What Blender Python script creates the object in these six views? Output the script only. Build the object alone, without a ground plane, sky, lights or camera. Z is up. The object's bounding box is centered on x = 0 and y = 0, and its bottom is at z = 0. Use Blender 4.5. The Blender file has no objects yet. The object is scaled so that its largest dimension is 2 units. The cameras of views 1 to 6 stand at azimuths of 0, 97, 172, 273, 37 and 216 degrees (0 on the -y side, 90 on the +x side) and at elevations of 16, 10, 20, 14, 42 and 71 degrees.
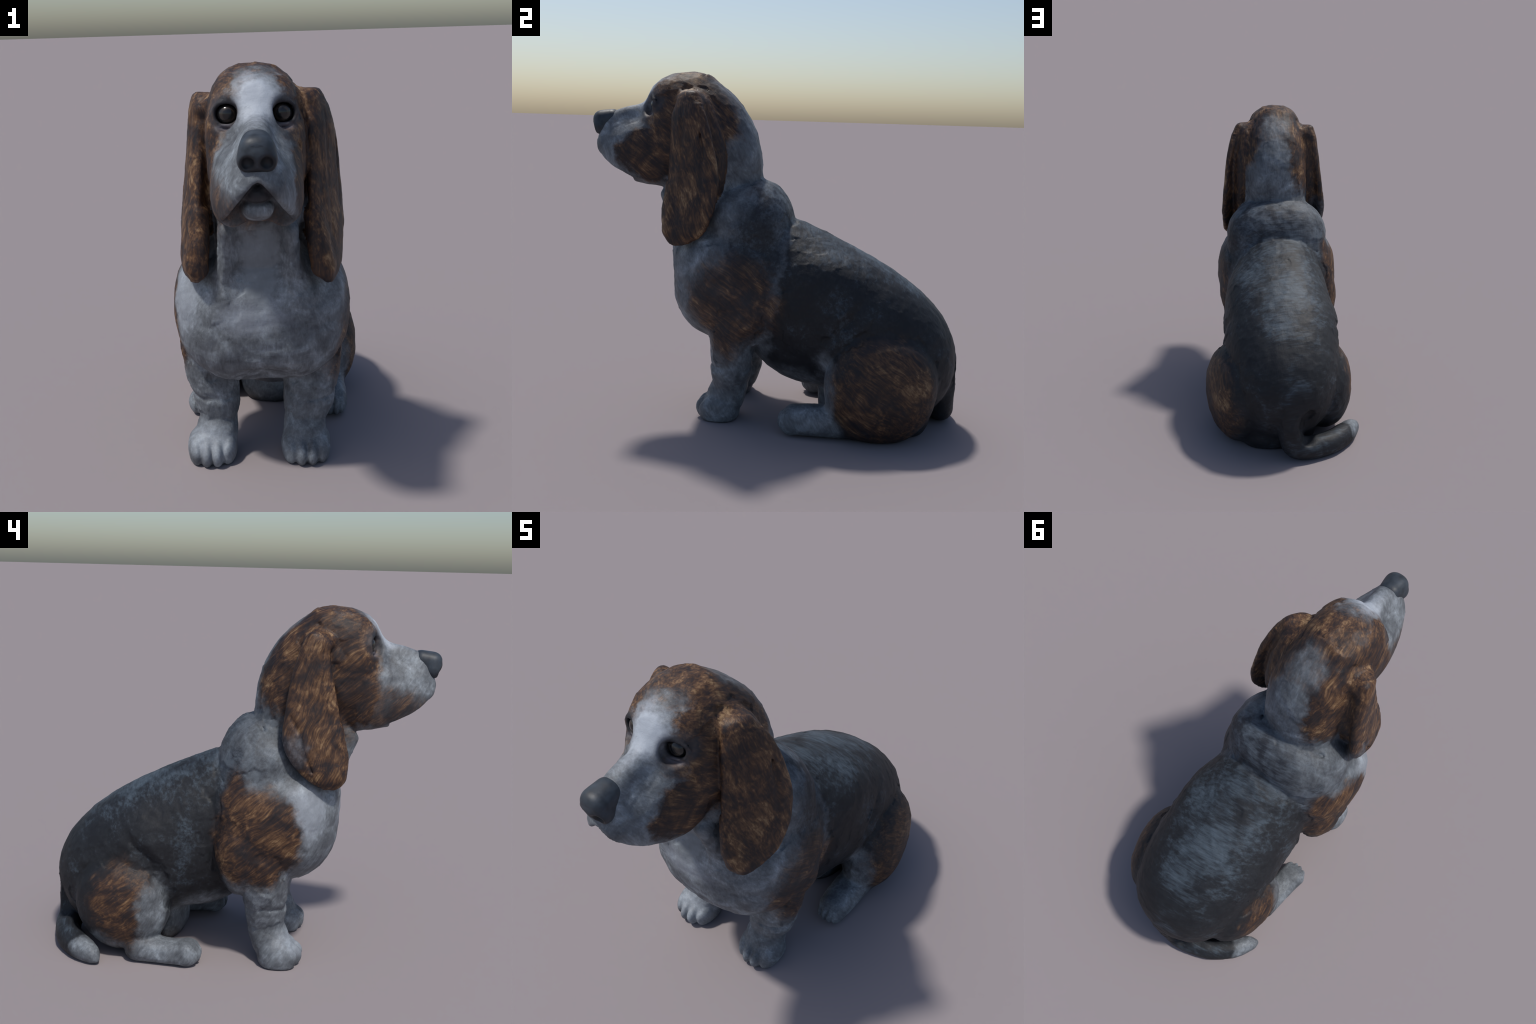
import bpy, math, random
import numpy as np

# ------------------------------------------------------------------ settings
VOXEL = 0.0075
rng = np.random.default_rng(7)

# ================================================================== implicit modelling toolkit
def vec(*a):
    return np.array(a, dtype=np.float64)

def unit(v):
    return v / np.linalg.norm(v)

def smooth_min(a, b, k):
    if k <= 0:
        return np.minimum(a, b)
    t = np.clip(0.5 + 0.5 * (b - a) / k, 0, 1)
    return b + (a - b) * t - k * t * (1 - t)

def smooth_max(a, b, k):
    return -smooth_min(-a, -b, k)

def rotation(rx=0, ry=0, rz=0):
    a, b, c = np.radians([rx, ry, rz])
    X = np.array([[1, 0, 0], [0, np.cos(a), -np.sin(a)], [0, np.sin(a), np.cos(a)]])
    Y = np.array([[np.cos(b), 0, np.sin(b)], [0, 1, 0], [-np.sin(b), 0, np.cos(b)]])
    Z = np.array([[np.cos(c), -np.sin(c), 0], [np.sin(c), np.cos(c), 0], [0, 0, 1]])
    return Z @ Y @ X

def norm_shape(a, b, c, ra, rb, rc, p):
    """first-order distance to a super-ellipsoid with radii ra, rb, rc"""
    a, b, c = np.abs(a) / ra, np.abs(b) / rb, np.abs(c) / rc
    if p == 2.0:
        g = np.sqrt(a * a + b * b + c * c + 1e-12)
        return (g - 1) * g / (np.sqrt((a / ra) ** 2 + (b / rb) ** 2 + (c / rc) ** 2) + 1e-6)
    s = a ** p + b ** p + c ** p + 1e-12
    g = s ** (1.0 / p)
    q = g ** (1 - p)
    grad = np.sqrt((a ** (p - 1) * q / ra) ** 2 + (b ** (p - 1) * q / rb) ** 2 + (c ** (p - 1) * q / rc) ** 2) + 1e-6
    return (g - 1) / grad

class Blob:
    """super-ellipsoid"""
    def __init__(self, centre, radii, rot=(0, 0, 0), p=2.0):
        self.c, self.r, self.p = vec(*centre), vec(*radii), p
        self.R = rotation(*rot)
        m = max(radii)
        self.lo, self.hi = self.c - m * 1.0, self.c + m * 1.0
    def __call__(self, P):
        q = (P - self.c.astype(P.dtype)) @ self.R.astype(P.dtype)
        return norm_shape(q[:, 0], q[:, 1], q[:, 2], *[float(r) for r in self.r], self.p)

def catmull(K, n):
    """dense Catmull-Rom samples through the rows of K"""
    K = np.asarray(K, float)
    E = np.vstack([2 * K[0] - K[1], K, 2 * K[-1] - K[-2]])
    out = []
    for i in range(1, len(E) - 2):
        a, b, c, d = E[i - 1], E[i], E[i + 1], E[i + 2]
        for t in np.linspace(0, 1, n, endpoint=False):
            out.append(0.5 * (2 * b + (c - a) * t + (2 * a - 5 * b + 4 * c - d) * t * t + (3 * b - a - 3 * c + d) * t ** 3))
    out.append(E[-2])
    return np.array(out)

class Tube:
    """spine through points (x, y, z, half width, half height); the width lies along `side`"""
    def __init__(self, points, side=(1, 0, 0), p=2.0, n=5, sides=None, cap=None):
        S = catmull(points, n)
        self.C, self.w, self.h = S[:, :3], np.maximum(S[:, 3], 0.004), np.maximum(S[:, 4], 0.004)
        self.p, self.cap = p, cap
        D = catmull(sides, n) if sides is not None else np.tile(vec(*side), (len(S), 1))
        self.D = D
        m = max(self.w.max(), self.h.max())
        self.lo, self.hi = self.C.min(0) - m, self.C.max(0) + m
    def __call__(self, P):
        # nearest piece of the spine, then one super-elliptic section
        best = np.full(len(P), 1e9, np.float32)
        par = np.zeros((len(P), 5), np.float32)
        last = len(self.C) - 2
        for i in range(len(self.C) - 1):
            A, B = self.C[i], self.C[i + 1]
            L = np.linalg.norm(B - A)
            if L < 1e-6:
                continue
            T = (B - A) / L
            sd = self.D[i] + self.D[i + 1]
            sd = unit(sd - T * (sd @ T))
            q = (P - A.astype(P.dtype)) @ np.stack([sd, np.cross(T, sd), T], 1).astype(P.dtype)
            L = float(L)
            t = np.clip(q[:, 2] / L, 0, 1)
            c = q[:, 2] - t * L
            # at inner joints the section simply turns with the spine; only the two free ends are capped
            inner = ((c > 0) & (i < last)) | ((c < 0) & (i > 0))
            q[inner, 1] = np.copysign(np.hypot(q[inner, 1], c[inner]), q[inner, 1])
            c[inner] = 0
            w = float(self.w[i]) + float(self.w[i + 1] - self.w[i]) * t
            h = float(self.h[i]) + float(self.h[i + 1] - self.h[i]) * t
            r = np.minimum(w, h) if self.cap is None else self.cap
            d = (q[:, 0] / w) ** 2 + (q[:, 1] / h) ** 2 + (c / r) ** 2
            m = d < best
            best[m] = d[m]
            par[m] = np.stack([q[m, 0], q[m, 1], c[m], w[m], h[m]], 1)
        w, h = par[:, 3], par[:, 4]
        r = np.minimum(w, h) if self.cap is None else np.full_like(w, self.cap)
        return norm_shape(par[:, 0], par[:, 1], par[:, 2], w, h, r, self.p)

class Wedge:
    """roof-shaped void under the upper lip: apex on the middle plane, sloping down to both sides and to the back"""
    def __init__(self, x, apex, slope, back, lo, hi):
        self.x, self.apex, self.slope, self.back = x, apex, slope, back
        self.lo, self.hi = vec(*lo), vec(*hi)
    def __call__(self, P):
        dx = np.sqrt((P[:, 0] - self.x) ** 2 + 1e-4)
        y0, z0, dzdy = self.apex
        roof = P[:, 2] - (z0 - dzdy * np.maximum(P[:, 1] - y0, 0)) + self.slope * dx
        roof = roof / math.sqrt(1 + self.slope ** 2)
        rear = P[:, 1] - self.back
        side = np.abs(P[:, 0] - self.x) - 0.125
        return np.maximum(np.maximum(roof, rear), side)

class Solid:
    """ordered list of additions and cuts; each addition belongs to an anatomical group"""
    def __init__(self):
        self.items = []
    def add(self, group, shape, k=0.02):
        self.items.append(("add", group, shape, k))
    def cut(self, shape, k=0.01):
        self.items.append(("cut", None, shape, k))
    def __call__(self, P, far=0.12):
        P = np.asarray(P, np.float32)
        f = np.full(len(P), far, np.float32)
        for kind, group, shape, k in self.items:
            m = k + 0.05
            sel = np.flatnonzero(((P > shape.lo - m) & (P < shape.hi + m)).all(1))
            if not len(sel):
                continue
            d = shape(P[sel])
            f[sel] = smooth_min(f[sel], np.minimum(d, far + k), k) if kind == "add" else smooth_max(f[sel], -d, k)
        if self.floor is not None:
            f = smooth_max(f, self.floor - P[:, 2], 0.012)
        return f
    floor = -0.003
    def groups(self, P, names):
        P = np.asarray(P, np.float32)
        out = np.full((len(names), len(P)), 1e2, np.float32)
        for kind, group, shape, k in self.items:
            if kind == "add":
                i = names.index(group)
                sel = np.flatnonzero(((P > shape.lo - .05) & (P < shape.hi + .05)).all(1))
                if len(sel):
                    out[i, sel] = np.minimum(out[i, sel], shape(P[sel]))
        return out

def polygonise(F, lo, hi, h, band=1.5):
    """surface nets on the zero level of F inside the box lo..hi, refined from a coarse pass"""
    lo, hi = vec(*lo), vec(*hi)
    K = 4
    n = (np.ceil((hi - lo) / (h * K)).astype(int)) * K
    ax = [lo[i] + h * (np.arange(n[i]) + 0.5) for i in range(3)]
    cax = [lo[i] + h * K * (np.arange(n[i] // K) + 0.5) for i in range(3)]
    G = np.stack(np.meshgrid(*cax, indexing="ij"), -1).reshape(-1, 3)
    coarse = F(G).reshape(n // K)
    fine = coarse.repeat(K, 0).repeat(K, 1).repeat(K, 2)
    near = np.abs(fine) < h * K * band
    idx = np.argwhere(near)
    P = np.stack([ax[i][idx[:, i]] for i in range(3)], -1)
    val = np.empty(len(P))
    for s in range(0, len(P), 400000):
        val[s:s + 400000] = F(P[s:s + 400000])
    fine[near] = val
    # cells crossed by the surface
    V = fine
    corners = [V[i:n[0] - 1 + i, j:n[1] - 1 + j, k:n[2] - 1 + k] for i in (0, 1) for j in (0, 1) for k in (0, 1)]
    neg = sum((c < 0).astype(np.int8) for c in corners)
    cells = np.argwhere((neg > 0) & (neg < 8))
    index = np.full(n - 1, -1, np.int64)
    index[tuple(cells.T)] = np.arange(len(cells))
    acc, cnt = np.zeros((len(cells), 3)), np.zeros(len(cells))
    offs = [(i, j, k) for i in (0, 1) for j in (0, 1) for k in (0, 1)]
    cv = np.stack([c[tuple(cells.T)] for c in corners], 1)
    for a in range(8):
        for b in range(a + 1, 8):
            if sum(abs(offs[a][i] - offs[b][i]) for i in range(3)) != 1:
                continue
            x = (cv[:, a] < 0) != (cv[:, b] < 0)
            t = cv[x, a] / (cv[x, a] - cv[x, b])
            acc[x] += np.array(offs[a]) + (np.array(offs[b]) - np.array(offs[a])) * t[:, None]
            cnt[x] += 1
    verts = lo + h * (cells + 0.5 + acc / cnt[:, None])
    quads = []
    for axis in range(3):
        o = [i for i in range(3) if i != axis]
        sl0 = [slice(1, n[i] - 1) for i in range(3)]
        sl0[axis] = slice(0, n[axis] - 1)
        sl1 = list(sl0)
        sl1[axis] = slice(1, n[axis])
        a, b = V[tuple(sl0)] < 0, V[tuple(sl1)] < 0
        for flip, m in ((False, a & ~b), (True, ~a & b)):
            e = np.argwhere(m)
            base = e.copy()
            base[:, o[0]] += 1
            base[:, o[1]] += 1
            def cell(d0, d1):
                q = base.copy()
                q[:, o[0]] -= d0
                q[:, o[1]] -= d1
                return index[tuple(q.T)]
            Q = np.stack([cell(0, 0), cell(1, 0), cell(1, 1), cell(0, 1)], 1)
            if flip != (axis == 1):
                Q = Q[:, ::-1]
            quads.append(Q)
    return verts, np.vstack(quads)

def settle(F, V, Q, steps=2):
    """pull the vertices onto the zero level along their normals"""
    for _ in range(steps):
        V = V - vertex_normals(V, Q) * np.clip(F(V), -0.004, 0.004)[:, None]
    return V

def vertex_normals(V, Q):
    n = np.cross(V[Q[:, 2]] - V[Q[:, 0]], V[Q[:, 3]] - V[Q[:, 1]])
    N = np.zeros_like(V)
    for i in range(4):
        for a in range(3):
            N[:, a] += np.bincount(Q[:, i], n[:, a], len(V))
    return N / (np.linalg.norm(N, axis=1, keepdims=True) + 1e-12)

def hash3(i, j, k, seed):
    n = (i.astype(np.uint64) * np.uint64(73856093)) ^ (j.astype(np.uint64) * np.uint64(19349663)) ^ (k.astype(np.uint64) * np.uint64(83492791)) ^ np.uint64(seed * 2654435761)
    for m in (0xff51afd7ed558ccd, 0xc4ceb9fe1a85ec53):
        n = (n ^ (n >> np.uint64(33))) * np.uint64(m)
    n = n ^ (n >> np.uint64(33))
    return (n & np.uint64(0xFFFFFF)).astype(np.float64) / float(0xFFFFFF) * 2 - 1

def noise3(P, seed=0):
    I = np.floor(P).astype(np.int64)
    T = P - I
    T = T * T * (3 - 2 * T)
    out = 0
    for a in (0, 1):
        for b in (0, 1):
            for c in (0, 1):
                wgt = (T[:, 0] if a else 1 - T[:, 0]) * (T[:, 1] if b else 1 - T[:, 1]) * (T[:, 2] if c else 1 - T[:, 2])
                out = out + wgt * hash3(I[:, 0] + a, I[:, 1] + b, I[:, 2] + c, seed)
    return out

# ================================================================== the dog (faces -y, sits on z = 0)
HX = -0.072                                   # middle plane of the head

def mid(y):
    """the middle plane of the body bends a little from head to rump"""
    return np.interp(y, [-0.6, -0.2, 0.3, 0.75], [HX, -0.06, -0.03, 0.025])

dog = Solid()

# ---- torso -------------------------------------------------------------
dog.add("torso", Tube([(mid(.02) + .015, .05, .70, .295, .362), (mid(.25) + .02, .24, .625, .332, .352), (mid(.48) + .006, .46, .508, .345, .355),
                       (mid(.66) - .012, .63, .39, .326, .338), (mid(.75), .70, .31, .255, .28)], p=2.3), 0.0)
dog.add("torso", Blob((.12, .36, .675), (.16, .31, .20), rot=(-32, 25, 0)), 0.05)                          # fuller left side of the back
dog.add("torso", Blob((-.175, .46, .58), (.17, .24, .20), rot=(-32, -20, 0)), 0.05)                      # and right flank
dog.add("torso", Blob((.0, .165, .398), (.235, .28, .19), rot=(-24, 0, 0), p=2.1), 0.05)                   # belly
dog.add("torso", Blob((.0, .465, .13), (.175, .185, .18), rot=(0, 0, -14), p=2.5), 0.04)                                  # groin
dog.add("torso", Blob((.05, .685, .09), (.24, .18, .14), p=2.5), 0.04)                                 # seat
dog.add("torso", Blob((mid(-.2), -.182, .745), (.392, .342, .345), p=2.4), 0.03)          # breast and shoulders
dog.cut(Blob((HX + .01, -.545, .34), (.235, .265, .21)), 0.05)                             # the breast draws back above the legs
dog.add("torso", Blob((-.262, -.045, .60), (.187, .160, .25)), 0.02)                      # shoulder blades
dog.add("torso", Blob((.148, -.10, .63), (.178, .145, .23)), 0.02)
dog.add("torso", Blob((mid(-.05), -.13, .985), (.325, .245, .275), rot=(8, 0, 0), p=2.4), 0.025)  # withers
# ---- neck ---------------------------------------------------------------
dog.add("neck", Tube([(-.06, -.32, .86, .25, .195), (-.062, -.31, 1.02, .195, .19), (HX, -.32, 1.16, .18, .225),
                      (HX, -.33, 1.30, .185, .25)], p=2.3), 0.05)
for s in (-1, 1):                                                                        # dewlap folds
    dog.add("neck", Tube([(HX + s * .125, -.548, 1.18, .035, .048), (HX + s * .128, -.495, 1.06, .038, .055), (HX + s * .14, -.465, .94, .045, .05),
                          (HX + s * .16, -.44, .83, .05, .05)]), 0.05)
# ---- head ---------------------------------------------------------------
dog.add("head", Tube([(HX + .015, -.325, 1.27, .202, .25), (HX + .015, -.325, 1.38, .204, .243), (HX + .01, -.39, 1.49, .20, .252), (HX, -.485, 1.572, .176, .25)],
                     p=2.6), 0.02)
dog.add("head", Blob((HX, -.545, 1.66), (.13, .13, .12)), 0.03)                                            # forehead
dog.add("head", Tube([(HX, -.52, 1.42, .187, .17), (HX, -.66, 1.41, .165, .16), (HX, -.78, 1.41, .128, .14), (HX, -.865, 1.43, .095, .105)],
                     p=2.3, cap=.105), 0.04)
dog.add("head", Tube([(HX, -.60, 1.60, .055, .075), (HX, -.70, 1.565, .05, .078), (HX, -.79, 1.545, .058, .078), (HX, -.87, 1.53, .06, .068)],
                     p=2.2), 0.05)                                                                        # bridge of the muzzle
for s in (-1, 1):
    dog.add("head", Blob((HX + s * .088, -.75, 1.345), (.068, .20, .108), rot=(-18, 0, -s * 14)), 0.04)    # flews
    dog.add("head", Blob((HX + s * .105, -.625, 1.305), (.058, .13, .085), rot=(-20, 0, 0)), 0.03)
    dog.add("head", Blob((HX + s * .08, -.565, 1.69), (.066, .078, .06), rot=(20, 0, 0)), 0.03)         # brow
    dog.add("head", Blob((HX + s * .12, -.545, 1.54), (.065, .09, .10)), 0.03)                              # cheekbone

# mouth: a roof-shaped void under the nose, then the chin
dog.cut(Wedge(HX, (-.96, 1.447, .22), 1.12, -.745, (HX - .14, -1.0, 1.15), (HX + .14, -.745, 1.46)), 0.015)
dog.add("head", Tube([(HX, -.848, 1.322, .052, .032), (HX, -.78, 1.315, .06, .05), (HX, -.62, 1.295, .085, .062)], p=2.5), 0.016)
dog.add("head", Tube([(HX, -.885, 1.385, .04, .03), (HX, -.80, 1.37, .07, .04)], p=2.2), 0.008)        # closed mouth

# eye sockets
EYES = [(HX + s * .098, -.611, 1.632) for s in (-1, 1)]
for s, (x, y, z) in zip((-1, 1), EYES):
    dog.cut(Blob((x + s * .012, y - .046, z - .001), (.054, .052, .058), rot=(0, 0, s * 22)), 0.016)
    for up in (1, -1):                                                                     # upper and lower eyelid
        arc = [(x + s * .006 + .051 * math.cos(a), y - .024 - .008 * math.sin(a) + s * .014 * math.cos(a), z + up * ((.047 if up > 0 else .044) * math.sin(a) - .003), .007, .0065)
               for a in np.radians(np.linspace(8, 172, 7))]
        dog.add("head", Tube(arc, side=(0, 1, 0), n=3), 0.016)

# ---- ears: thick hanging flaps, wedge-shaped towards the head ------------
def ear(levels, thick):
    pts, sides = [], []
    for z, fx, fy, bx, by, t in levels:
        f, b = vec(fx, fy, z), vec(bx, by, z)
        c = (f + b) / 2
        pts.append((*c, np.linalg.norm(f - b) / 2, thick * t))
        sides.append(unit(b - f))
    return Tube(pts, sides=sides, p=2.3, n=5)

dog.add("ear_l", ear([(1.665, .115, -.475, .19, -.375, .9), (1.58, .130, -.515, .230, -.33, .95), (1.45, .138, -.522, .260, -.285, .9),
                      (1.30, .138, -.528, .278, -.25, .9), (1.18, .148, -.537, .288, -.255, .9), (1.07, .164, -.545, .275, -.295, .95),
                      (1.0, .185, -.545, .245, -.375, 1), (.955, .20, -.525, .22, -.45, .7)], .037), 0.012)
dog.add("ear_r", ear([(1.66, -.262, -.41, -.305, -.325, .9), (1.58, -.28, -.435, -.315, -.285, 1), (1.45, -.292, -.46, -.332, -.25, .95),
                      (1.30, -.302, -.49, -.355, -.23, .95), (1.19, -.313, -.515, -.368, -.225, 1), (1.08, -.318, -.537, -.368, -.30, 1),
                      (1.01, -.322, -.542, -.36, -.385, 1), (.975, -.325, -.525, -.34, -.45, .7)], .039), 0.012)
# the thick inner side of each flap
dog.add("ear_l", Tube([(.13, -.40, 1.62, .055, .085), (.155, -.36, 1.45, .06, .115), (.165, -.35, 1.28, .06, .115), (.175, -.375, 1.13, .05, .09)]), 0.03)
dog.add("ear_r", Tube([(-.262, -.365, 1.62, .04, .06), (-.275, -.345, 1.45, .05, .085), (-.285, -.345, 1.28, .055, .095), (-.30, -.37, 1.15, .045, .08)]), 0.03)
dog.add("ear_l", Tube([(.150, -.495, 1.22, .035, .045), (.168, -.505, 1.10, .045, .05), (.185, -.505, 1.0, .047, .045)]), 0.02)   # curled lower lobes
dog.add("ear_r", Tube([(-.30, -.465, 1.22, .035, .045), (-.308, -.495, 1.10, .042, .05), (-.318, -.50, 1.005, .044, .042)]), 0.02)
dog.add("ear_l", Blob((.10, -.42, 1.66), (.085, .075, .045), rot=(0, 18, 0)), 0.03)       # ear roots
dog.add("ear_r", Blob((-.245, -.385, 1.65), (.07, .07, .042), rot=(0, -18, 0)), 0.03)

# ---- front legs ---------------------------------------------------------
def foreleg(name, foot, upper, fore, wrist, paw, s):
    dog.add(name, Tube(upper, p=2.2), 0.012)
    dog.add(name, Tube(fore, p=2.2), 0.010)
    dog.add(name, Tube(wrist, p=2.2), 0.010)
    x, y = paw
    dog.add(foot, Blob((x, y + .012, .058), (.114, .098, .10), p=2.4), 0.008)
    for i, dx in enumerate((-.078, -.028, .026, .076)):
        fy = y - .055 + (0.022 if i in (0, 3) else 0)
        dog.add(foot, Blob((x + dx, fy, .052), (.0315, .066, .068), rot=(-14, 0, dx * -160)), 0.009)

foreleg("forelimb_r", "foot_fr", [(-.30, -.14, .56, .14, .15), (-.30, -.15, .43, .122, .122), (-.292, -.155, .37, .112, .112)],
        [(-.28, -.162, .29, .106, .108), (-.277, -.163, .245, .096, .100)],
        [(-.277, -.165, .175, .086, .092), (-.285, -.19, .12, .098, .10)], (-.308, -.235), -1)
foreleg("forelimb_l", "foot_fl", [(.165, -.175, .56, .14, .135), (.162, -.178, .43, .13, .112), (.156, -.178, .37, .124, .112)],
        [(.148, -.18, .29, .120, .108), (.14, -.185, .245, .108, .100)],
        [(.13, -.19, .175, .095, .092), (.125, -.21, .12, .10, .10)], (.128, -.245), 1)

# ---- hind legs ----------------------------------------------------------
dog.add("hindlimb_l", Blob((.278, .60, .265), (.172, .28, .285), rot=(-6, 0, 12), p=2.2), 0.018)
dog.add("hindlimb_l", Tube([(.31, .45, .30, .09, .12), (.305, .43, .13, .08, .09)], p=2.2), 0.03)
dog.add("foot_hl", Tube([(.29, .46, .08, .09, .08), (.29, .30, .078, .088, .078), (.292, .18, .075, .08, .074)], p=2.4), 0.02)
dog.add("hindlimb_r", Blob((-.258, .585, .28), (.168, .25, .262), rot=(-8, 0, -10), p=2.15), 0.02)
dog.add("hindlimb_r", Tube([(-.325, .49, .34, .08, .105), (-.32, .475, .18, .07, .09)], p=2.2), 0.03)
dog.add("foot_hr", Tube([(-.338, .48, .065, .082, .075), (-.357, .345, .055, .076, .06), (-.376, .235, .06, .074, .064)], p=2.4), 0.02)
for foot, x, y, z, r in (("foot_hl", .293, .145, .068, .06), ("foot_hr", -.372, .215, .058, .054)):
    for i, dx in enumerate((-.05, -.017, .017, .05)):
        dog.add(foot, Blob((x + dx, y + (.012 if i in (0, 3) else 0), z), (.0225, .06, r), rot=(0, 0, dx * -150)), 0.005)

# ---- tail ---------------------------------------------------------------
dog.add("tail", Tube([(.03, .92, .48, .03, .045), (.02, .925, .36, .055, .065), (.005, .930, .22, .065, .072), (-.025, .928, .09, .068, .072),
                      (-.11, .925, .055, .068, .068), (-.24, .885, .052, .068, .066), (-.345, .805, .052, .066, .064), (-.412, .725, .045, .05, .046),
                      (-.44, .69, .03, .022, .02)], p=2.1,
                     sides=[(0, 1, 0)] * 3 + [(.1, .8, .6), (0, .3, 1)] + [(0, 0, 1)] * 4), 0.02)

# ---- folds --------------------------------------------------------------
def groove(points, r, k=0.012):
    n = len(points) - 1
    taper = [r * (0.35 + 0.65 * min(1.0, 2.5 * min(i, n - i) / n)) for i in range(n + 1)]
    dog.cut(Tube([(*p, t, t) for p, t in zip(points, taper)], n=4), k)

def leg_ring(cx, cy, z, rx, ry, a0, a1, r, drop=0.0):
    """crease running round a leg from angle a0 to a1 (0 = front)"""
    P = []
    for a in np.radians(np.linspace(a0, a1, 9)):
        P.append((cx + rx * math.sin(a), cy - ry * math.cos(a), z - drop * math.cos(a)))
    groove(P, r)

leg_ring(-.28, -.158, .318, .112, .113, -100, 80, .010, .012)
leg_ring(.148, -.18, .312, .125, .113, -70, 105, .010, .012)
dog.cut(Blob((-.105, .955, .21), (.055, .05, .11)), 0.03)                                   # hollow beside the tail
# deep fold behind each shoulder
groove([(-.33, .14, 1.0), (-.36, .135, .86), (-.355, .125, .70), (-.33, .105, .55), (-.29, .06, .42)], .012, .03)
groove([(.27, .13, .98), (.31, .115, .84), (.318, .09, .68), (.30, .06, .52), (.26, .02, .41)], .020, .04)
# lengthwise creases of the ears
groove([(.205, -.45, 1.62), (.222, -.455, 1.45), (.232, -.45, 1.28), (.24, -.455, 1.12)], .010, .016)
groove([(.245, -.345, 1.50), (.272, -.335, 1.36), (.285, -.335, 1.22)], .009, .016)
groove([(-.325, -.40, 1.60), (-.345, -.425, 1.45), (-.36, -.455, 1.28), (-.368, -.49, 1.08)], .010, .016)
groove([(-.372, -.26, 1.30), (-.385, -.30, 1.22), (-.39, -.33, 1.12), (-.385, -.37, 1.04)], .009, .016)
# folds of the flank in front of the thighs
groove([(.325, .50, .70), (.345, .42, .60), (.335, .33, .50)], .022, .03)
groove([(-.355, .55, .66), (-.375, .45, .55), (-.375, .36, .45), (-.35, .32, .36)], .034, .04)
# crease where the nape meets the withers, and behind the withers
groove([(.12, -.13, 1.20), (.06, -.07, 1.27), (HX, -.045, 1.285), (-.20, -.07, 1.27), (-.26, -.13, 1.20)], .012, .02)
groove([(.26, .10, .98), (.15, .135, 1.045), (-.04, .15, 1.07), (-.22, .135, 1.03), (-.33, .09, .95)], .008, .02)

# ================================================================== mesh building
def mesh_object(name, V, Q, normals=None, parent=None, material=None):
    me = bpy.data.meshes.new(name)
    me.from_pydata(V.tolist(), [], Q.tolist())
    me.polygons.foreach_set("use_smooth", np.ones(len(me.polygons), bool))
    me.update()
    if normals is not None:
        me.normals_split_custom_set_from_vertices(normals.tolist())
    ob = bpy.data.objects.new(name, me)
    bpy.context.scene.collection.objects.link(ob)
    if parent:
        ob.parent = parent
    if material:
        me.materials.append(material)
    return ob

V, Q = polygonise(dog, (-.53, -1.03, -.02), (.53, 1.03, 1.85), VOXEL)
V = settle(dog, V, Q, 2)
N = vertex_normals(V, Q)

def chisel(V, N, size, depth, seed):
    """flat knife cuts: every patch of skin leans towards the tangent plane of its own middle"""
    r = np.random.default_rng(seed)
    key = np.floor(V / size + r.uniform(0, 1, 3)).astype(np.int64)
    order = r.permutation(len(V))
    _, first = np.unique(key[order], axis=0, return_index=True)
    seeds = order[first]
    S, SN = V[seeds].astype(np.float32), N[seeds].astype(np.float32)
    out = np.zeros(len(V))
    block = np.floor(V / .16).astype(np.int64)
    _, which = np.unique(block, axis=0, return_inverse=True)
    which = which.ravel()
    for b in range(which.max() + 1):
        m = np.flatnonzero(which == b)
        q, qn = V[m].astype(np.float32), N[m].astype(np.float32)
        c = ((S > q.min(0) - 2 * size) & (S < q.max(0) + 2 * size)).all(1)
        s_, n_ = S[c], SN[c]
        d = (s_ * s_).sum(1)[None] - 2 * q @ s_.T + size * size * 1.2 * (1 - qn @ n_.T)
        i = d.argmin(1)
        facing = (qn * n_[i]).sum(1)
        h = ((s_[i] - q) * n_[i]).sum(1) / np.maximum(facing, .5)
        out[m] = np.clip(h, -depth, depth) * np.clip((facing - .75) / .15, 0, 1)
    return out

face = np.clip((-.60 - V[:, 1]) / .04, 0, 1) * np.clip((V[:, 2] - 1.50) / .05, 0, 1) * np.clip((1.72 - V[:, 2]) / .03, 0, 1)
soft = np.where((np.abs(V[:, 0] - HX) > .19) & (V[:, 2] > .95) & (V[:, 1] < -.2), .35, 1.0)        # the ears are smoother
soft = np.where((V[:, 1] < -.52) & (V[:, 2] > 1.12) & (V[:, 2] < 1.42), .25, soft)                    # so are the lips and the jaw
V = V + N * (chisel(V, N, .062, .0065, 11) * .75 * (1 - face) * np.clip((V[:, 2] - .12) / .12, .15, 1) * soft)[:, None]
N = vertex_normals(V, Q)
# hewn, hand-worked surface
chip = np.abs(noise3(V * 11 + 3.3, 5))                                     # flat cuts with ridges between them
front = np.clip((-V[:, 1] - .25) / .15, 0, 1) * np.clip((1.15 - V[:, 2]) / .1, 0, 1)
bump = 0.0018 * noise3(V * 14, 1) + 0.0012 * noise3(V * 30, 2) + 0.0007 * noise3(V * 65, 3) + (0.002 + 0.005 * front) * (chip - .35)
V = V + N * (bump * np.clip(V[:, 2] / .05, 0, 1))[:, None]
V[:, 2] = np.maximum(V[:, 2], 0.0)
N = vertex_normals(V, Q)

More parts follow.
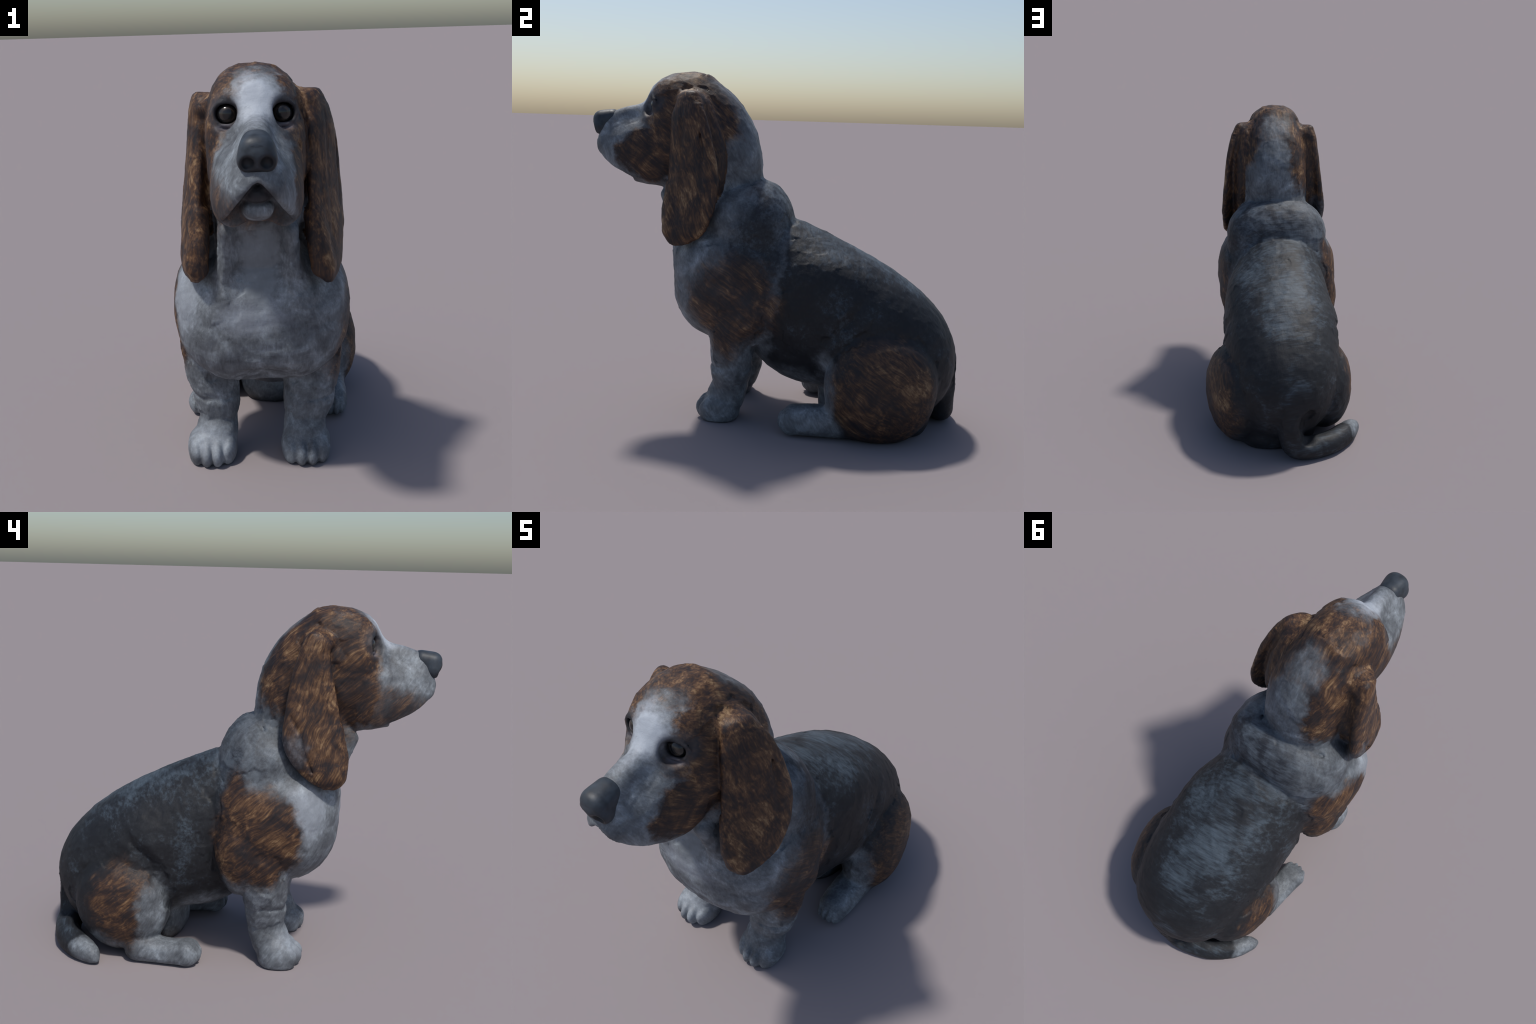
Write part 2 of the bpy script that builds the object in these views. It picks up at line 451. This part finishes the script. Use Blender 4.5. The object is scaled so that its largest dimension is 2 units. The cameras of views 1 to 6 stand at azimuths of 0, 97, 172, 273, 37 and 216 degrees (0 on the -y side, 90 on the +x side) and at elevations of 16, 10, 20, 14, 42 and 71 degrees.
# ================================================================== materials
class Nodes:
    """small helper to write shader node trees as expressions"""
    def __init__(self, name):
        self.mat = bpy.data.materials.new(name)
        self.mat.use_nodes = True
        self.t = self.mat.node_tree
        self.bsdf = self.t.nodes["Principled BSDF"]
        self.pos = self.t.nodes.new("ShaderNodeTexCoord").outputs["Object"]
    def put(self, sock, val):
        if isinstance(val, bpy.types.NodeSocket):
            self.t.links.new(val, sock)
        else:
            sock.default_value = val
    def math(self, op, a, b=0.0, clamp=False):
        n = self.t.nodes.new("ShaderNodeMath")
        n.operation, n.use_clamp = op, clamp
        self.put(n.inputs[0], a)
        self.put(n.inputs[1], b)
        return n.outputs[0]
    def vmath(self, op, a, b=(0, 0, 0)):
        n = self.t.nodes.new("ShaderNodeVectorMath")
        n.operation = op
        self.put(n.inputs[0], a)
        if op == "SCALE":
            self.put(n.inputs["Scale"], b)
        elif op != "LENGTH":
            self.put(n.inputs[1], b)
        return n.outputs["Value"] if op in ("LENGTH", "DOT_PRODUCT") else n.outputs["Vector"]
    def mapping(self, v, rot=(0, 0, 0), scale=(1, 1, 1)):
        n = self.t.nodes.new("ShaderNodeMapping")
        self.put(n.inputs["Vector"], v)
        n.vector_type = "TEXTURE"                      # turn first, then stretch
        n.inputs["Rotation"].default_value = [math.radians(a) for a in rot]
        n.inputs["Scale"].default_value = [1.0 / a for a in scale]
        return n.outputs[0]
    def noise(self, v, scale, detail=3.0, rough=0.55, distort=0.0, colour=False):
        n = self.t.nodes.new("ShaderNodeTexNoise")
        self.put(n.inputs["Vector"], v)
        n.inputs["Scale"].default_value = scale
        n.inputs["Detail"].default_value = detail
        n.inputs["Roughness"].default_value = rough
        n.inputs["Distortion"].default_value = distort
        return n.outputs["Color" if colour else "Fac"]
    def ramp(self, f, stops, smooth=False):
        n = self.t.nodes.new("ShaderNodeValToRGB")
        r = n.color_ramp
        r.interpolation = "EASE" if smooth else "LINEAR"
        while len(r.elements) < len(stops):
            r.elements.new(0.5)
        for e, (p, c) in zip(r.elements, stops):
            e.position = p
            e.color = (*c, 1)
        self.put(n.inputs[0], f)
        return n.outputs[0]
    def steps(self, f, lo, hi, a=0.0, b=1.0):
        n = self.t.nodes.new("ShaderNodeMapRange")
        n.interpolation_type = "SMOOTHSTEP"
        self.put(n.inputs[0], f)
        n.inputs[1].default_value, n.inputs[2].default_value = lo, hi
        n.inputs[3].default_value, n.inputs[4].default_value = a, b
        return n.outputs[0]
    def mix(self, f, a, b, mode="MIX"):
        n = self.t.nodes.new("ShaderNodeMix")
        n.data_type, n.blend_type = "RGBA", mode
        self.put(n.inputs[0], f)
        for sock, v in ((n.inputs[6], a), (n.inputs[7], b)):
            self.put(sock, v if isinstance(v, bpy.types.NodeSocket) else (*v, 1))
        return n.outputs[2]
    def patch(self, v, centre, radii, soft=0.25):
        """1 inside an ellipsoid, fading to 0 across its border"""
        d = self.vmath("LENGTH", self.vmath("DIVIDE", self.vmath("SUBTRACT", v, centre), radii))
        return self.steps(d, 1 - soft, 1 + soft, 1.0, 0.0)
    def any(self, *m):
        out = m[0]
        for x in m[1:]:
            out = self.math("MAXIMUM", out, x)
        return out
    def without(self, m, *cut):
        for x in cut:
            m = self.math("MULTIPLY", m, self.math("SUBTRACT", 1.0, x))
        return m
    def plane(self, v, normal, offset, soft):
        """0 to 1 where v.normal passes offset"""
        return self.steps(self.vmath("DOT_PRODUCT", v, normal), offset - soft, offset + soft)
    def finish(self, colour, rough=0.6, bump=None, height=0.004, strength=0.5, spec=0.35, coat=0.0):
        self.put(self.bsdf.inputs["Base Color"], colour)
        self.put(self.bsdf.inputs["Roughness"], rough)
        self.bsdf.inputs["Specular IOR Level"].default_value = spec
        self.bsdf.inputs["Coat Weight"].default_value = coat
        if bump is not None:
            n = self.t.nodes.new("ShaderNodeBump")
            n.inputs["Strength"].default_value = strength
            n.inputs["Distance"].default_value = height
            self.put(n.inputs["Height"], bump)
            self.put(self.bsdf.inputs["Normal"], n.outputs[0])
        return self.mat

def brown_paint(g, rot, tone=0.0):
    """dark brown wash, mottled, with fine tan dry-brushed hair strokes running along `rot`"""
    wob = g.vmath("ADD", g.pos, g.vmath("SCALE", g.noise(g.pos, 5, 2, colour=True), 0.07))
    hair = g.noise(g.mapping(wob, rot, (1.0, 1.0, 0.07)), 110, 2, 0.55, 0.2)
    streak = g.noise(g.mapping(wob, rot, (1.0, 1.0, 0.14)), 40, 4, 0.65, 0.3)
    blotch = g.noise(g.pos, 8, 4, 0.6, 0.9)
    f = g.math("ADD", g.math("MULTIPLY", streak, 0.40), g.math("MULTIPLY", blotch, 0.62))
    f = g.math("ADD", f, g.math("MULTIPLY", g.math("SUBTRACT", hair, .5), 0.32))
    f = g.math("ADD", f, tone)
    return g.ramp(f, [(0.38, (.013, .011, .013)), (0.47, (.028, .017, .015)), (0.54, (.058, .030, .018)),
                      (0.61, (.115, .060, .030)), (0.72, (.27, .17, .088))]), hair

# ---- ears ----
g = Nodes("painted_ear")
col, hair = brown_paint(g, (22, 0, 0), 0.025)
pale = g.vmath("ADD", g.pos, g.vmath("SCALE", g.vmath("SUBTRACT", g.noise(g.pos, 14, 4, .6, colour=True), (.5, .5, .5)), .12))
col = g.mix(g.math("MULTIPLY", g.patch(pale, (-.36, -.27, 1.14), (.10, .07, .10), .3), .75), col,
            g.ramp(g.noise(g.pos, 30, 3), [(.4, (.035, .036, .044)), (.65, (.12, .125, .14))]))
ear_paint = g.finish(col, 0.55, hair, 0.003, 0.5)

# ---- the coat: white ground, black saddle, brown patches ----
g = Nodes("painted_coat")
wander = g.vmath("SUBTRACT", g.noise(g.pos, 10, 5, 0.65, colour=True), (.5, .5, .5))
P = g.vmath("ADD", g.pos, g.vmath("SCALE", wander, 0.15))          # frayed borders
fine = g.noise(g.mapping(g.pos, (30, 0, 0), (1, 1, .22)), 85, 3, 0.6, 0.5)

w = g.math("ADD", g.math("MULTIPLY", g.noise(g.pos, 10, 5, 0.6, 0.5), 0.75), g.math("MULTIPLY", fine, 0.28))
white = g.ramp(w, [(0.37, (.068, .074, .084)), (0.51, (.124, .137, .152)), (0.62, (.20, .224, .248)), (0.74, (.34, .38, .42))])
bright = g.any(g.patch(P, (HX, -.70, 1.70), (.09, .15, .09), .4), g.math("MULTIPLY", g.patch(P, (-.30, -.30, .10), (.12, .14, .08), .5), .35),
               g.math("MULTIPLY", g.patch(P, (HX - .03, -.50, .80), (.13, .12, .08), .5), .5), g.math("MULTIPLY", g.patch(P, (-.40, -.36, .84), (.10, .10, .14), .5), .5))
white = g.mix(g.math("MULTIPLY", bright, .8), white, (.43, .47, .53))
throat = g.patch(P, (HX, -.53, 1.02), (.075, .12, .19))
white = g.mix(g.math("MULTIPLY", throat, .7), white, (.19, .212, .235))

# black saddle with lighter blue-grey strokes, palest along the spine
brush = g.noise(g.mapping(g.pos, (20, 0, 8), (.16, 1, 1)), 60, 4, 0.65, 0.4)
cloud = g.noise(g.pos, 6.5, 4, 0.55, 0.6)
kf = g.math("ADD", g.math("MULTIPLY", brush, 0.46), g.math("MULTIPLY", cloud, 0.64))
spine = g.patch(P, (-.01, .45, .95), (.24, .60, .36), .4)
black = g.ramp(g.math("ADD", kf, g.math("MULTIPLY", spine, .12)),
               [(0.48, (.010, .011, .014)), (0.60, (.016, .018, .022)), (0.68, (.032, .041, .052)), (0.82, (.070, .092, .115))])
slate = g.ramp(kf, [(0.47, (.018, .020, .027)), (0.54, (.045, .053, .066)), (0.68, (.105, .126, .150))])
saddle = g.plane(P, (0, .98, -.14), -.045, .03)
withers = g.any(g.patch(P, (.04, -.0, 1.10), (.33, .17, .20), .35), g.patch(P, (.32, -.04, .95), (.15, .17, .24), .3),
                g.patch(P, (-.36, .07, .93), (.12, .14, .28), .3), g.math("MULTIPLY", g.patch(P, (-.28, -.12, 1.10), (.18, .20, .22), .35), .6))
belly = g.patch(P, (-.03, .12, .17), (.36, .30, .17), .3)
knee_r = g.patch(P, (-.44, .385, .27), (.13, .10, .20), .35)
knee_l = g.patch(P, (.37, .31, .25), (.12, .075, .19), .3)
foot_l = g.patch(P, (.30, .20, .06), (.16, .24, .15), .2)
foot_r = g.patch(P, (-.40, .28, .05), (.14, .23, .13), .2)
tip = g.patch(P, (-.43, .70, .07), (.11, .15, .09), .25)
bare = (belly, knee_r, knee_l, foot_l, foot_r, tip)
col = g.mix(g.math("MULTIPLY", withers, .94), white, slate)
navy = g.math("MULTIPLY", g.patch(P, (.33, -.03, .97), (.14, .15, .22), .35), .85)
col = g.mix(g.any(g.without(saddle, *bare), navy), col, black)

# brown patches
brown, hair = brown_paint(g, (52, 0, 0), 0.01)
skull = g.patch(P, (HX, -.37, 1.50), (.29, .335, .37), .10)
back = g.any(g.patch(P, (HX + .045, -.09, 1.43), (.12, .18, .29), .2), g.math("MULTIPLY", g.patch(P, (HX + .03, -.22, 1.68), (.085, .16, .12), .4), .7), g.patch(P, (.11, -.12, 1.30), (.15, .15, .19), .25))
blaze = g.any(g.patch(P, (HX + .005, -.72, 1.695), (.075, .13, .085), .2), g.patch(P, (HX, -.80, 1.55), (.11, .16, .12), .2))
below = g.plane(P, (0, .45, -1), -1.325, .035)
cheek_l = g.patch(P, (.11, -.645, 1.385), (.11, .20, .15), .15)
cheek_r = g.any(g.math("MULTIPLY", g.patch(P, (-.25, -.72, 1.33), (.12, .22, .11), .45), .85), g.patch(P, (-.26, -.55, 1.40), (.10, .14, .24), .25))
temple_l = g.patch(P, (.135, -.57, 1.58), (.085, .16, .22), .2)
temple_r = g.patch(P, (-.28, -.57, 1.58), (.09, .16, .23), .2)
jaw = g.math("MULTIPLY", g.patch(P, (HX, -.66, 1.25), (.13, .16, .07), .4), .75)
shoulder_r = g.any(g.patch(P, (-.44, -.11, .70), (.22, .23, .26), .15), g.patch(P, (-.44, .0, .90), (.14, .10, .16), .3))
shoulder_l = g.math("MULTIPLY", g.any(g.patch(P, (.36, -.20, .62), (.17, .22, .28), .3), g.patch(P, (.36, -.02, .60), (.12, .12, .27), .3)), .9)
thigh_l = g.math("MULTIPLY", g.patch(P, (.44, .64, .27), (.22, .30, .27), .25), .85)
thigh_r = g.patch(P, (-.42, .57, .31), (.13, .17, .22), .35)
head_brown = g.without(skull, back, blaze, below)
brows = g.any(*[g.patch(P, (HX + q * .145, -.57, 1.71), (.07, .12, .09), .2) for q in (-1, 1)])
brn = g.any(head_brown, g.without(brows, blaze), g.without(g.any(temple_l, temple_r), blaze), cheek_l, cheek_r, jaw,
            shoulder_r, shoulder_l, thigh_l, g.without(thigh_r, knee_r))
col = g.mix(brn, col, brown)

# painted eye surrounds and mouth
ring = [g.patch(g.pos, (x + (.012 if x > HX else -.012), y - .03, z + .006), (.066, .11, .078), .25) for x, y, z in EYES]
eyes = [g.patch(g.pos, (x + (.010 if x > HX else -.010), y - .03, z + .005), (.046, .09, .055), .2) for x, y, z in EYES]
col = g.mix(g.math("MULTIPLY", g.any(*ring), .5), col, (.065, .065, .073))
col = g.mix(g.math("MULTIPLY", g.any(*eyes), .93), col, (.014, .014, .018))
rims = [g.patch(g.pos, (x + (.008 if x > HX else -.008), y - .035, z - .046), (.036, .03, .012), .4) for x, y, z in EYES]
col = g.mix(g.math("MULTIPLY", g.any(*rims), .6), col, (.13, .12, .14))
mouth = g.patch(g.pos, (HX, -.90, 1.382), (.065, .12, .042), .3)
col = g.mix(g.math("MULTIPLY", mouth, .92), col, (.014, .013, .017))
height = g.math("ADD", g.math("MULTIPLY", fine, .6), g.math("MULTIPLY", brush, .6))
coat = g.finish(col, 0.6, height, 0.004, 0.45)

# ---- nose and eyes ----
g = Nodes("painted_nose")
col = g.ramp(g.noise(g.pos, 22, 4, .6), [(.3, (.018, .022, .028)), (.7, (.042, .053, .068))])
holes = g.any(*[g.patch(g.pos, (HX + q * .034, -.985, 1.500), (.032, .05, .032), .25) for q in (-1, 1)], g.patch(g.pos, (HX, -.97, 1.47), (.04, .04, .02), .4))
col = g.mix(g.math("MULTIPLY", holes, .85), col, (.010, .010, .012))
black = g.finish(col, 0.5, g.noise(g.pos, 30, 3), .003, .3)
g = Nodes("glossy_eye")
d = g.vmath("LENGTH", g.vmath("SUBTRACT", g.pos, (0, -.046, 0)))
col = g.ramp(g.steps(d, 0.0, .06), [(.0, (.006, .006, .007)), (.24, (.007, .006, .006)), (.38, (.030, .023, .018)), (.58, (.022, .018, .015)), (.68, (.009, .009, .010))])
eye_paint = g.finish(col, 0.2, spec=0.4, coat=0.3)

# ================================================================== assembly
root = bpy.data.objects.new("dog_figurine", None)
bpy.context.scene.collection.objects.link(root)
root["label"] = "sitting long-eared hound figurine, hand-painted brown, black and white"
root["category"] = "dog figurine"

NAMES = ["torso", "neck", "head", "ear_l", "ear_r", "forelimb_l", "forelimb_r", "foot_fl", "foot_fr", "hindlimb_l", "hindlimb_r", "foot_hl", "foot_hr", "tail"]
PLAIN = {"ear_l": "ear", "ear_r": "ear", "forelimb_l": "forelimb", "forelimb_r": "forelimb", "foot_fl": "foot", "foot_fr": "foot",
         "hindlimb_l": "hindlimb", "hindlimb_r": "hindlimb", "foot_hl": "foot", "foot_hr": "foot"}
PARENT = {"foot_fl": "forelimb_l", "foot_fr": "forelimb_r", "foot_hl": "hindlimb_l", "foot_hr": "hindlimb_r"}
C = V[Q].mean(1)
label = dog.groups(C, NAMES).argmin(0)
made = {}
for i, nm in enumerate(NAMES):
    faces = Q[label == i]
    if not len(faces):
        continue
    used, inv = np.unique(faces, return_inverse=True)
    made[nm] = mesh_object(PLAIN.get(nm, nm), V[used], inv.reshape(-1, 4), N[used], root, ear_paint if nm.startswith("ear") else coat)
for child, par in PARENT.items():
    made[child].parent = made[par]

# nose
nose = Solid(); nose.floor = None
nose.add("nose", Tube([(HX, -.895, 1.542, .056, .062), (HX, -.94, 1.533, .063, .066)], p=2.4, cap=.054), 0)
for s in (-1, 1):
    nose.add("nose", Blob((HX + s * .04, -.95, 1.508), (.028, .036, .036)), .015)
    nose.cut(Blob((HX + s * .034, -.995, 1.500), (.025, .036, .026), rot=(0, s * -20, 0)), .010)
nose.cut(Tube([(HX, -.995, 1.495, .003, .004), (HX, -.985, 1.475, .004, .006), (HX, -.95, 1.455, .005, .008)]), .006)
nv, nq = polygonise(nose, (-.18, -1.03, 1.42), (.04, -.80, 1.64), .003, 4.5)
nv = settle(nose, nv, nq, 2)
for _ in range(4):                                         # ease the tip
    total, count = np.zeros_like(nv), np.zeros(len(nv))
    for i in range(4):
        a, b = nq[:, i], nq[:, (i + 1) % 4]
        for p, q in ((a, b), (b, a)):
            np.add.at(total, p, nv[q])
            np.add.at(count, p, 1)
    nv = nv * .4 + total / count[:, None] * .6
mesh_object("nose", nv, nq, vertex_normals(nv, nq), root, black)

# eyes
def ball(r, n=32, m=20):
    vs, fs = [(0, 0, r)], []
    for j in range(1, m):
        a = math.pi * j / m
        for i in range(n):
            b = 2 * math.pi * i / n
            vs.append((r * math.sin(a) * math.cos(b), r * math.sin(a) * math.sin(b), r * math.cos(a)))
    vs.append((0, 0, -r))
    for i in range(n):
        fs.append((0, 1 + i, 1 + (i + 1) % n))
        fs.append((len(vs) - 1, 1 + (m - 2) * n + (i + 1) % n, 1 + (m - 2) * n + i))
        for j in range(m - 2):
            a = 1 + j * n
            fs.append((a + i, a + n + i, a + n + (i + 1) % n, a + (i + 1) % n))
    return vs, fs
me = bpy.data.meshes.new("eye")
me.from_pydata(*[x if k else x for k, x in enumerate([ball(.0425)[0], [], ball(.0425)[1]])])
me.polygons.foreach_set("use_smooth", np.ones(len(me.polygons), bool))
me.materials.append(eye_paint)
for p in EYES:
    o = bpy.data.objects.new("eye", me)
    bpy.context.scene.collection.objects.link(o)
    o.location = p
    o.parent = root
